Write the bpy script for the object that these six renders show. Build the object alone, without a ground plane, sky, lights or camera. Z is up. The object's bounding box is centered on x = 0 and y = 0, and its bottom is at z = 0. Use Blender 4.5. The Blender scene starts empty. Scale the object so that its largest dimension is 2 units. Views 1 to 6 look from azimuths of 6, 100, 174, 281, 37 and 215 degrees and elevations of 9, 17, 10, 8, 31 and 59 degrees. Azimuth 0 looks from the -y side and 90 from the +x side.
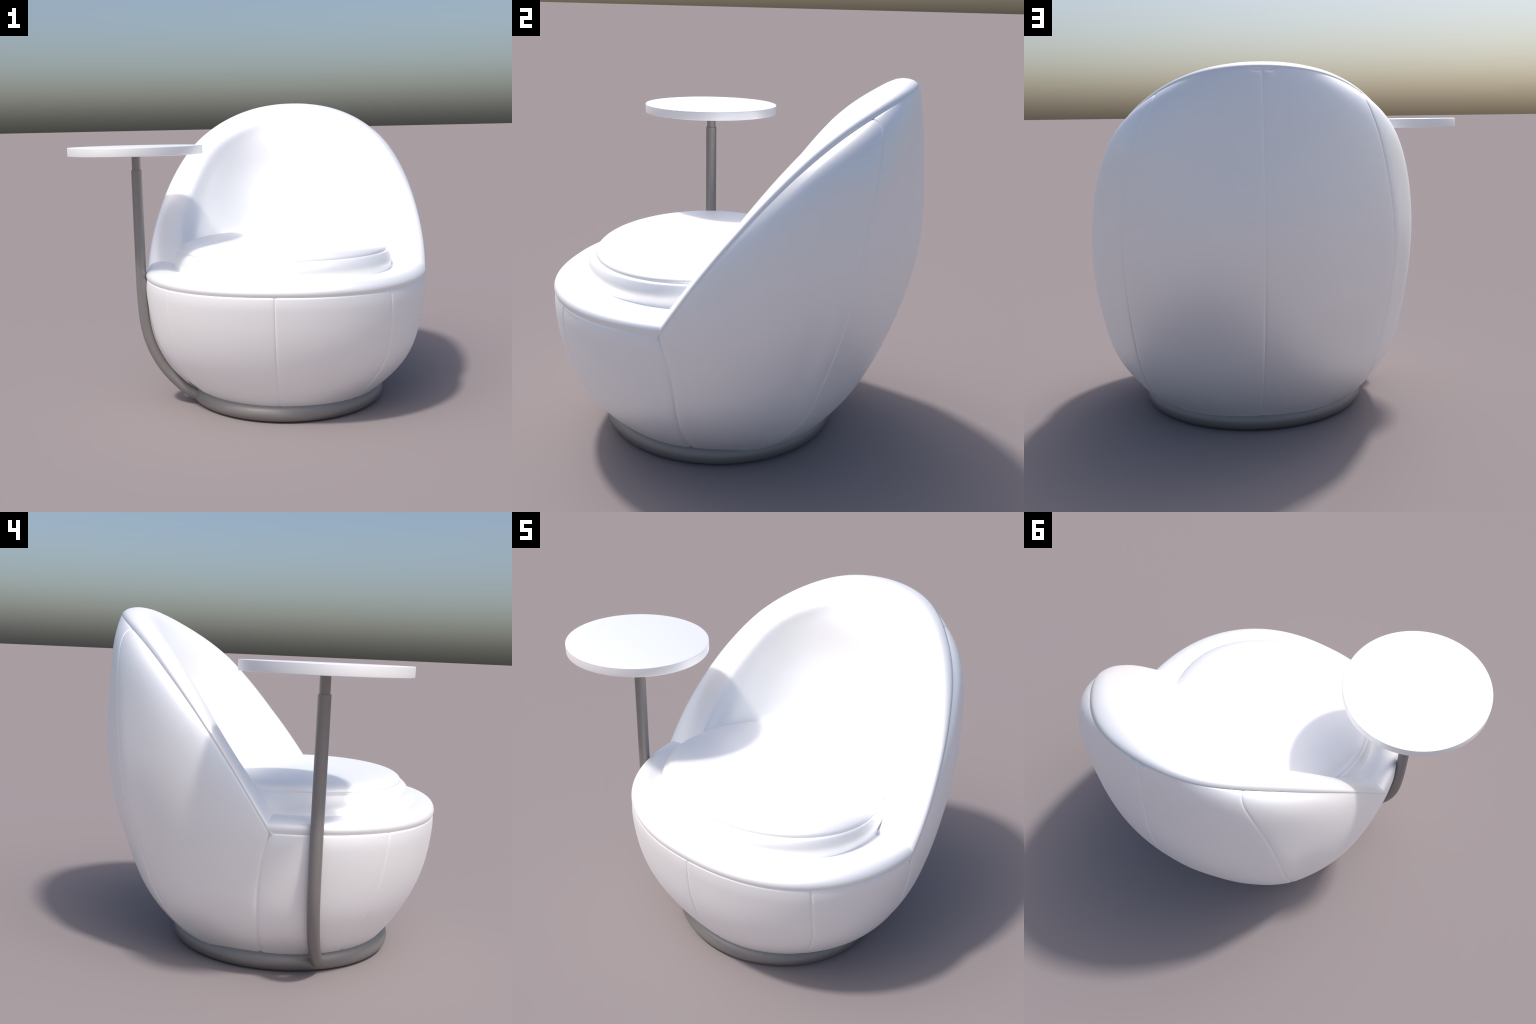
"""Round upholstered lounge chair (egg-shaped shell, round cushion) on a metal ring,
with a small round side table carried by a bent tube that grows out of the ring."""
import bpy, math
import numpy as np

CX = 0.1765                      # the chair is symmetric about the plane x = CX
Z_FLOOR, Z_EDGE, Z_TOP = 0.045, 0.735, 1.709


# ------------------------------------------------------------------ helpers
def spline(xk, yk):
    """natural cubic spline through a few profile control points"""
    xk, yk = np.array(xk, float), np.array(yk, float)
    n = len(xk); h = np.diff(xk); A = np.eye(n); b = np.zeros(n)
    for i in range(1, n - 1):
        A[i, i - 1], A[i, i], A[i, i + 1] = h[i - 1], 2 * (h[i - 1] + h[i]), h[i]
        b[i] = 6 * ((yk[i + 1] - yk[i]) / h[i] - (yk[i] - yk[i - 1]) / h[i - 1])
    m = np.linalg.solve(A, b)

    def f(x):
        x = np.asarray(x, float)
        i = np.clip(np.searchsorted(xk, x) - 1, 0, n - 2)
        t = x - xk[i]; H = h[i]
        return (yk[i] + t * ((yk[i + 1] - yk[i]) / H - H * (2 * m[i] + m[i + 1]) / 6)
                + t * t * m[i] / 2 + t ** 3 * (m[i + 1] - m[i]) / (6 * H))
    return f


def smooth(a, b, x):
    t = np.clip((np.asarray(x, float) - a) / (b - a), 0, 1)
    return t * t * (3 - 2 * t)


def bump(x, w):
    return np.exp(-(np.asarray(x, float) / w) ** 2)


def grid_normals(P):
    a, b = np.gradient(P, axis=0), np.gradient(P, axis=1)
    n = np.cross(a, b)
    return n / np.maximum(np.linalg.norm(n, axis=2, keepdims=True), 1e-9)


def grid_mesh(name, P, wrap=False):
    """quad mesh from a (rows, columns, 3) grid, in chair coordinates (x relative to CX)"""
    r, c = P.shape[:2]
    verts = (P + np.array([CX, 0, 0])).reshape(-1, 3)
    idx = np.arange(r * c).reshape(r, c)
    nxt = np.roll(idx, -1, 1) if wrap else idx[:, 1:]
    cur = idx if wrap else idx[:, :-1]
    faces = np.stack([cur[:-1], nxt[:-1], nxt[1:], cur[1:]], -1).reshape(-1, 4)
    me = bpy.data.meshes.new(name)
    me.from_pydata(verts.tolist(), [], faces.tolist())
    me.polygons.foreach_set("use_smooth", [True] * len(faces))
    me.validate(); me.update()
    return me


def add(name, me, parent, mat):
    o = bpy.data.objects.new(name, me)
    bpy.context.scene.collection.objects.link(o)
    o.parent = parent
    o.data.materials.append(mat)
    return o


def lathe(name, prof, centre, seg=160, closed=False):
    """revolve (radius, z) pairs about a vertical axis; closed joins last to first"""
    prof = np.array(prof, float)
    if closed:
        prof = np.vstack([prof, prof[:1]])
    a = np.linspace(0, 2 * np.pi, seg, endpoint=False)
    P = np.stack([centre[0] + prof[:, :1] * np.cos(a), centre[1] + prof[:, :1] * np.sin(a),
                  prof[:, 1:] + 0 * a], -1)
    return grid_mesh(name, P - np.array([CX, 0, 0]), wrap=True)


def rounded(pts, rad, n=5):
    """polyline with its inner corners rounded"""
    out = [pts[0]]
    for i in range(1, len(pts) - 1):
        p, a, b = (np.array(v, float) for v in (pts[i], pts[i - 1], pts[i + 1]))
        u, v = (a - p) / np.linalg.norm(a - p), (b - p) / np.linalg.norm(b - p)
        r = min(rad, .45 * np.linalg.norm(a - p), .45 * np.linalg.norm(b - p))
        for t in np.linspace(0, 1, n):
            out.append(tuple((1 - t) ** 2 * (p + u * r) + 2 * t * (1 - t) * p + t * t * (p + v * r)))
    out.append(pts[-1])
    return out


# ------------------------------------------------------------------ materials
def leather(name, base, tint):
    m = bpy.data.materials.new(name); m.use_nodes = True
    nt = m.node_tree; N, L = nt.nodes, nt.links
    bsdf = N["Principled BSDF"]
    tc = N.new("ShaderNodeTexCoord")
    big = N.new("ShaderNodeTexNoise"); big.inputs["Scale"].default_value = 3.0
    big.inputs["Detail"].default_value = 2.0
    ramp = N.new("ShaderNodeValToRGB")
    ramp.color_ramp.elements[0].position, ramp.color_ramp.elements[1].position = .3, .7
    ramp.color_ramp.elements[0].color, ramp.color_ramp.elements[1].color = (*base, 1), (*tint, 1)
    L.new(tc.outputs["Object"], big.inputs["Vector"]); L.new(big.outputs["Fac"], ramp.inputs["Fac"])
    L.new(ramp.outputs["Color"], bsdf.inputs["Base Color"])
    fine = N.new("ShaderNodeTexVoronoi"); fine.inputs["Scale"].default_value = 420
    L.new(tc.outputs["Object"], fine.inputs["Vector"])
    bp = N.new("ShaderNodeBump"); bp.inputs["Strength"].default_value = .03
    bp.inputs["Distance"].default_value = .001
    L.new(fine.outputs["Distance"], bp.inputs["Height"]); L.new(bp.outputs["Normal"], bsdf.inputs["Normal"])
    bsdf.inputs["Roughness"].default_value = .5
    bsdf.inputs["Metallic"].default_value = .5          # pearly coated leather
    return m


def plain(name, col, rough, metallic=0.0, scale=40.0, amount=.04):
    m = bpy.data.materials.new(name); m.use_nodes = True
    nt = m.node_tree; N, L = nt.nodes, nt.links
    bsdf = N["Principled BSDF"]
    tc = N.new("ShaderNodeTexCoord")
    no = N.new("ShaderNodeTexNoise"); no.inputs["Scale"].default_value = scale
    mix = N.new("ShaderNodeMix"); mix.data_type = "RGBA"
    mix.inputs["A"].default_value = (*[c * (1 - amount) for c in col], 1)
    mix.inputs["B"].default_value = (*[min(1, c * (1 + amount)) for c in col], 1)
    L.new(tc.outputs["Object"], no.inputs["Vector"]); L.new(no.outputs["Fac"], mix.inputs["Factor"])
    L.new(mix.outputs["Result"], bsdf.inputs["Base Color"])
    bsdf.inputs["Roughness"].default_value = rough
    bsdf.inputs["Metallic"].default_value = metallic
    return m


WHITE = leather("white_leather", (.985, .985, .985), (1, 1, 1))
METAL = plain("brushed_steel", (.285, .268, .257), .5, 0.55)
TOP = plain("white_lacquer", (1, 1, 1), .5, .5, amount=.01)
DARK = plain("black_underside", (.02, .02, .02), .8)

# ------------------------------------------------------------------ shape of the shell
ZK = [0.03, 0.13, 0.28, 0.48, 0.735, 1.05, 1.35, 1.58, 1.72]
W = spline(ZK, [.490, .604, .722, .785, .820, .793, .690, .488, .243])        # half width
B = spline(ZK, [.432, .516, .626, .7275, .8155, .870, .857, .832, .806])      # back
F = spline(ZK[:5], [-.598, -.671, -.764, -.841, -.873])                       # front
NB = spline([.03, .2, .5, 1.1, 1.72], [2.12, 2.20, 2.22, 1.91, 1.94])                   # roundness
_NF = spline([.03, .13, .28, .735], [1.92, 2.02, 2.14, 2.26])


def NF(z): return _NF(np.minimum(z, .735))


YC = spline([.03, .735, 1.72], [-.108, -.047, .733])                          # where it is widest
_G = spline([.735, .95, 1.2, 1.42, 1.58, 1.709], [-.1505, -.0053, .190, .3985, .5934, .8085])
HALF = np.pi / 2


def section(z, q):
    """point of the shell at height z; q = -90 deg front, 0 side, 90 deg back"""
    s, c = np.sin(q), np.abs(np.cos(q))
    n = np.where(s > 0, NB(z), NF(z))
    D = np.where(s > 0, B(z) - YC(z), YC(z) - F(np.minimum(z, Z_EDGE)))
    return np.stack([W(z) * c ** (2 / n), YC(z) + D * np.sign(s) * np.abs(s) ** (2 / n), z + 0 * q], -1)


def rim_q(z):
    """angle at which the slanted opening cuts the section at height z"""
    d = _G(z) - YC(z)
    D = np.where(d > 0, B(z) - YC(z), YC(z) - F(np.minimum(z, Z_EDGE)))
    n = np.where(d > 0, NB(z), NF(z))
    return np.arcsin(np.clip(np.abs(d / D), 0, 1) ** (n / 2)) * np.sign(d)


def arc_param(P):
    d = np.r_[0, np.cumsum(np.linalg.norm(np.diff(P, axis=0), axis=1))]
    return d


# rim from the front corner (u=0) through the back seam to the middle of the top (u=1)
_z = Z_EDGE + (Z_TOP - Z_EDGE) * np.sin(np.linspace(0, HALF, 900))
_q = rim_q(_z); _q[-1] = HALF
_rim = section(_z, _q)
_d = arc_param(_rim); _d /= _d[-1]
U_SEAM = float(np.interp(1.607, _z, _d))


def rim_z(u): return np.interp(u, _d, _z)
def rim_angle(u): return np.interp(u, _d, _q)


corner_q = spline([.05, .12, .30, .50, .63, .735], [.030, .030, .023, .002, -.036, float(_q[0])])
front_q = spline([.05, .12, .25, .42, .57, .735], [-.745, -.745, -.750, -.750, -.778, -.812])
_zs = rim_z(U_SEAM)
_xs = spline([.03, .1, .2, .3, .454, .627, .787, .97, 1.14, 1.33, 1.47, float(_zs)],
             [.462, .490, .527, .552, .580, .594, .599, .592, .574, .541, .503, float(np.interp(U_SEAM, _d, _rim[:, 0]))])


def back_q(z):
    """angle of the rear side seam, from its distance to the middle plane"""
    return np.arccos(np.clip(_xs(z) / W(z), 0, 1) ** (NB(z) / 2))


# the shell is not a smooth egg: its rear side seams form soft ridges, fuller on the right
RIDGE_R = spline([.03, .12, .35, .62, 1.03, 1.35, 1.55], [.006, .012, .010, .012, .032, .023, .008])
RIDGE_L = spline([.03, .14, .30, .45, .63, .98, 1.26, 1.50], [.006, .012, .008, .001, .006, .025, .014, .0])


def spaced(n, lo=1.0, hi=1.0):
    """0..1 with samples crowded at both ends, where the seams lie"""
    t = np.linspace(0, 1, n)
    return t + .92 * (-np.sin(2 * np.pi * t) / (2 * np.pi))


def panel(kind, side, ncol=70, nrow=110):
    f = spaced(ncol)
    h = spaced(nrow)[:, None]
    if kind == "side":
        u = f * U_SEAM
    elif kind == "back":
        u = U_SEAM + f * (1 - U_SEAM)
    if kind in ("side", "back"):
        zt = rim_z(u); qt = rim_angle(u)
        z = Z_FLOOR + (zt - Z_FLOOR) * h
        zB = Z_FLOOR + (_zs - Z_FLOOR) * h
        if kind == "side":
            zA = Z_FLOOR + (Z_EDGE - Z_FLOOR) * h
            q = corner_q(zA) * (1 - f) + back_q(zB) * f
            q1 = corner_q(Z_EDGE) * (1 - f) + back_q(_zs) * f
        else:
            q = back_q(zB) * (1 - f) + HALF * f
            q1 = back_q(_zs) * (1 - f) + HALF * f
        q = q + (qt - q1) * h ** 3
        q = np.minimum(q, HALF)
    else:
        z = Z_FLOOR + (Z_EDGE - Z_FLOOR) * h + 0 * f
        if kind == "front":
            q = -HALF * (1 - f) + front_q(z) * f
        else:
            q = front_q(z) * (1 - f) + corner_q(z) * f
    P = section(z, q)
    n = grid_normals(P)
    out = P - np.array([0, 0, .5]) - np.array([0, .1, 0])
    if (n * out).sum() < 0:
        n = -n
    # seams are stitched grooves, the padding swells between them, edges roll inwards
    seg = np.linalg.norm(np.diff(P, axis=1), axis=2)
    dl = np.concatenate([np.zeros((nrow, 1)), np.cumsum(seg, 1)], 1)
    dr = dl[:, -1:] - dl
    segv = np.linalg.norm(np.diff(P, axis=0), axis=2)
    dv = np.concatenate([np.zeros((1, ncol)), np.cumsum(segv, 0)], 0)
    dt = dv[-1:] - dv
    groove = {"centre": (.0048, .0042), "front": (.0056, .0044), "corner": (.0085, .0065), "rear": (.0052, .0046)}
    left, right = {"front": ("centre", "front"), "flank": ("front", "corner"),
                   "side": ("corner", "rear"), "back": ("rear", "centre")}[kind]
    disp, roll = 0, (2.1 if kind in ("front", "flank") else 1.0)
    for dist, seam in ((dl, left), (dr, right)):
        deep, wide = groove[seam]
        disp = disp - deep * np.exp(-np.sqrt((dist / wide) ** 2 + .05))
    if kind == "back":                                            # pinch where the middle seam meets the rim
        disp = disp - .016 * bump(dr - .026, .020) * bump(dt, .017) + .004 * bump(dr - .028, .02) * bump(dt - .03, .02)
    if kind == "back":
        disp = disp - .007 * bump(z - .52, .18) * smooth(.08, .25, dl) * smooth(.05, .25, dr)
    if kind == "side":
        disp = disp - .009 * bump(z - .68, .25) * smooth(.2, .5, dl) * smooth(0, .14, dr)
    disp = disp - roll * .0022 * np.clip(1 - dt / .012, 0, 1) ** 2 - roll * .0034 * np.clip(1 - dt / .075, 0, 1) ** 2
    if kind in ("side", "back"):
        ridge = np.clip((RIDGE_R if side > 0 else RIDGE_L)(np.minimum(z, 1.5)), 0, 1) * smooth(1.6, 1.35, z)
        d = dr if kind == "side" else dl
        disp = disp + ridge * (1 / (1 + (d / np.interp(z, [.2, .6, 1.0], [.09, .10, .17])) ** 2)) * smooth(0, .3, dl + dr - d)
    return P + n * disp[..., None]


def mirrored(P):
    Q = P.copy(); Q[..., 0] *= -1
    return Q[:, ::-1]


# ------------------------------------------------------------------ build
chair = bpy.data.objects.new("lounge_chair", None)
bpy.context.scene.collection.objects.link(chair)
chair["label"] = "white round leather lounge chair with attached round side table"
chair["category"] = "armchair"

shell = bpy.data.objects.new("shell", None)
bpy.context.scene.collection.objects.link(shell)
shell.parent = chair
for kind, name in (("front", "front_panel"), ("flank", "front_panel"), ("side", "side_panel"), ("back", "back_panel")):
    add(name, grid_mesh(name, panel(kind, 1)), shell, WHITE)
    add(name, grid_mesh(name, mirrored(panel(kind, -1))), shell, WHITE)

# underside: closes the shell above the floor
a = np.linspace(-HALF, HALF, 61)
half = section(np.full_like(a, Z_FLOOR), a)
loop = np.concatenate([half, half[::-1][1:-1] * np.array([-1, 1, 1])])
und = np.stack([loop, np.array([0, -.1, 0]) + (loop - np.array([0, -.1, 0])) * np.array([.97, .97, 1]) + np.array([0, 0, -.012]),
                0 * loop + np.array([0, -.1, Z_FLOOR - .012])], 0)
add("underside", grid_mesh("underside", und, wrap=True), chair, DARK)

# ---------------- backrest: padded lip round the opening and the hollow inside it
ZI = [.76, 1.0, 1.3, 1.5, 1.645]
WI = spline(ZI, [.615, .640, .575, .430, .190])
BI = spline(ZI, [.455, .490, .565, .630, .690])
YI = spline([.76, 1.2, 1.645], [-.13, .14, .60])
NI = 2.05
GI = spline([.80, 1.0, 1.25, 1.5, 1.645], [-.12, .055, .265, .505, .685])
ZI0, ZI1 = .80, 1.645


def inner(z, q):
    s, c = np.sin(q), np.abs(np.cos(q))
    D = np.where(s > 0, BI(z) - YI(z), .5)
    return np.stack([WI(z) * c ** (2 / NI), YI(z) + D * np.sign(s) * np.abs(s) ** (2 / NI), z + 0 * q], -1)


zi = ZI0 + (ZI1 - ZI0) * np.sin(np.linspace(0, HALF, 700))
di = GI(zi) - YI(zi)
qi = np.arcsin(np.clip(np.abs(di / np.where(di > 0, BI(zi) - YI(zi), .5)), 0, 1) ** (NI / 2)) * np.sign(di)
qi[-1] = HALF
irim = inner(zi, qi)
du = arc_param(irim); du /= du[-1]


# padding of the hollow: thickness added towards the sitter, along the rim (u) and down the wall (h)
FILL_H = [0, .15, .35, .60, .85, 1]
FILL_U = [0, .20, .45, .75, 1]
FILL = [[.016, .018, .018, .016, .016, .016],
        [.030, .050, .078, .100, .104, .10],
        [.052, .070, .084, .096, .102, .10],
        [.066, .073, .056, .061, .075, .08],
        [.073, .074, .050, .046, .056, .07]]
SITTER = np.array([0, -.5, 1.6])


def fill(u, h):
    rows = np.array([spline(FILL_H, r)(h[:, 0]) for r in FILL])          # (nodes, h)
    return np.array([spline(FILL_U, rows[:, k])(u) for k in range(rows.shape[1])])


def backrest():
    nu = 150
    u = np.linspace(0, 1, nu)
    zt, qt = np.interp(u, du, zi), np.interp(u, du, qi)
    outer = section(rim_z(u), rim_angle(u))
    h = np.linspace(0, 1, 71)[:, None]
    zz = zt + (.72 - zt) * h
    qb = u * HALF
    q = np.clip(qt + (qb - qt) * (1 - (1 - h) ** 2.2), -HALF, HALF)
    wall = inner(zz, q)
    to = SITTER - wall
    to /= np.linalg.norm(to, axis=2, keepdims=True)
    wall = wall + to * fill(u, h)[..., None]
    # lip: a broad soft roll between the outer piping and the hollow
    axis = np.array([0, -.712, .702])
    height = np.interp(u, [0, .08, .30, .55, .85, 1], [.024, .022, .024, .044, .053, .054])
    t = np.linspace(0, 1, 26)
    rise = np.sin(np.pi * t ** .66) ** .85
    chord = wall[0] - outer
    lip = outer + chord * t[:, None, None] + axis * (height * rise[:, None])[..., None]
    inward = chord / np.linalg.norm(chord, axis=1, keepdims=True)
    tuck = outer + inward * .018 - axis * .012             # the lining is tucked in behind the shell edge
    lip[0] += inward * .002 - axis * .001
    lip = np.concatenate([tuck[None], lip], 0)
    P = np.concatenate([lip, wall[1:]], 0)
    # soften the step between lip and wall
    for it in range(30):
        w = np.exp(-((np.arange(len(P)) - 26) / 6.0) ** 2)[:, None, None] * .5
        w[:7] = 0
        Q = P.copy()
        Q[1:-1] = (P[:-2] + P[2:]) / 2
        P = P * (1 - w) + Q * w
    # rounded front end of the arm, turned down into the seat pad
    first = P[:, :1]
    skirt = [first + np.array(d) - first * np.array([k, 0, 0]) for d, k in
             (((0, .030, -.095), .06), ((0, .002, -.055), .03), ((0, -.010, -.028), .008), ((0, -.010, -.011), .003), ((0, -.005, -.003), .0))]
    P = np.concatenate(skirt + [P], 1)
    full = np.concatenate([P, mirrored(P)[:, 1:]], 1)
    return full


P = backrest()
add("backrest", grid_mesh("backrest", P), chair, WHITE)


# ---------------- seat pad: padded border between the front edge and the cushion
CUSH_Y = -.135


def seat_pad():
    q0 = float(_q[0])
    qq = np.concatenate([np.linspace(q0 + .5, q0 + .03, 14), np.linspace(q0, -HALF, 90)])
    e = section(np.full_like(qq, Z_EDGE), qq)
    hid = smooth(q0, q0 + .4, qq)                      # runs on out of sight beneath the arm
    e[:, 0] *= 1 - .10 * hid
    e[:, 2] -= .012 * hid
    e = np.concatenate([e, e[::-1][1:] * np.array([-1, 1, 1])])
    c = np.array([0, CUSH_Y, Z_EDGE])
    d = c - e; L = np.linalg.norm(d, axis=1, keepdims=True); d = d / L
    prof = [(.012, -.010), (.006, .004), (.003, .014), (.004, .026), (.012, .040), (.030, .053), (.060, .062),
            (.10, .065), (.15, .056), (.22, .044), (.35, .040)]
    x = np.array([p[0] for p in prof]); y = np.array([p[1] for p in prof])
    k = np.arange(len(prof)); kk = np.linspace(0, len(prof) - 1, 60)
    X, Y = spline(k, x)(kk), spline(k, y)(kk)
    return e[None] + d[None] * X[:, None, None] + np.array([0, 0, 1]) * Y[:, None, None]


add("seat_pad", grid_mesh("seat_pad", seat_pad()), chair, WHITE)

# ---------------- round seat cushion, two welts and a domed top
prof = [(.50, .755, .46), (.607, .765, .520), (.620, .790, .530), (.621, .822, .530), (.617, .848, .526), (.609, .868, .513),
        (.602, .880, .498), (.594, .8845, .489), (.5925, .889, .4875), (.588, .901, .481), (.560, .918, .457), (.51, .930, .41),
        (.42, .939, .34), (.30, .944, .245), (.16, .947, .13), (.0, .948, 0)]
CU_Y = -.203


def cushion():
    """flat domed disc, fuller at the sides than towards the front"""
    k = np.arange(len(prof)); kk = np.linspace(0, len(prof) - 1, 110)
    rx, z, rf = (spline(k, [p[i] for p in prof])(kk)[:, None] for i in range(3))
    rx[-1] = rf[-1] = 0
    a = np.linspace(0, 2 * np.pi, 180, endpoint=False)
    ry = np.where(np.sin(a) < 0, rf, rx * 1.02)
    return np.stack([-.008 + rx * np.cos(a), CU_Y + ry * np.sin(a), z + 0 * a], -1)


add("seat_cushion", grid_mesh("seat_cushion", cushion(), wrap=True), chair, WHITE)

# ---------------- base ring
ang = np.linspace(0, 2 * np.pi, 32, endpoint=False)
RING = (.173, -.092)
ring = [(.5795 - .043 + .043 * math.cos(t), .0465 + .0465 * math.sin(t)) for t in ang]
add("base_ring", lathe("base_ring", ring, RING, 200, closed=True), chair, METAL)

# ---------------- side table: bent tube out of the ring, sliding post, round top
TX, TY = -.6276, -.3575
table = bpy.data.objects.new("side_table", None)
bpy.context.scene.collection.objects.link(table)
table.parent = chair


def tube(name, path, rad, parent, seg=40):
    path = np.array(path, float)
    T = np.gradient(path, axis=0); T /= np.linalg.norm(T, axis=1, keepdims=True)
    side = np.array([0, 1, 0.0]); nrm = np.cross(T, side)
    nrm /= np.linalg.norm(nrm, axis=1, keepdims=True)
    s2 = np.cross(nrm, T)
    a = np.linspace(0, 2 * np.pi, seg, endpoint=False)
    P = path[:, None] + rad * (nrm[:, None] * np.cos(a)[None, :, None] + s2[:, None] * np.sin(a)[None, :, None])
    caps = [path[0] + 0 * P[0], P[0] * .1 + path[0] * .9]
    P = np.concatenate([[path[0] + 0 * P[0]], P, [path[-1] + 0 * P[0]]], 0)
    me = grid_mesh(name, P - np.array([CX, 0, 0]), wrap=True)
    o = add(name, me, parent, METAL)
    me.set_sharp_from_angle(angle=math.radians(40))
    return o


ctl_z = [.040, .0677, .0967, .1336, .1821, .2346, .3318, .4441, .5846, .70]
ctl_x = [-.295, -.3546, -.3978, -.4388, -.4851, -.5235, -.5753, -.6085, -.6235, TX]
s = np.r_[0, np.cumsum(np.hypot(np.diff(ctl_x), np.diff(ctl_z)))]
ss = np.linspace(0, s[-1], 70)
bend = np.stack([spline(s, ctl_x)(ss), np.full_like(ss, TY), spline(s, ctl_z)(ss)], -1)
path = np.concatenate([bend, [[TX, TY, z] for z in np.linspace(.72, 1.352, 12)]])
tube("table_arm", path, .0297, table)
tube("table_post", [[TX, TY, z] for z in (1.30, 1.36, 1.40, 1.439)], .0245, table)
top = rounded([(0, 1.4379), (.3715, 1.4379), (.3715, 1.4847), (0, 1.4847)], .003)
me = lathe("table_top", top, (TX, TY), 200)
o = add("table_top", me, table, TOP)
me.set_sharp_from_angle(angle=math.radians(50))

# consistent outward normals
import bmesh
for o in bpy.data.objects:
    if o.type == "MESH":
        bm = bmesh.new(); bm.from_mesh(o.data)
        bmesh.ops.remove_doubles(bm, verts=bm.verts, dist=1e-5)
        bmesh.ops.recalc_face_normals(bm, faces=bm.faces)
        bm.to_mesh(o.data); bm.free()
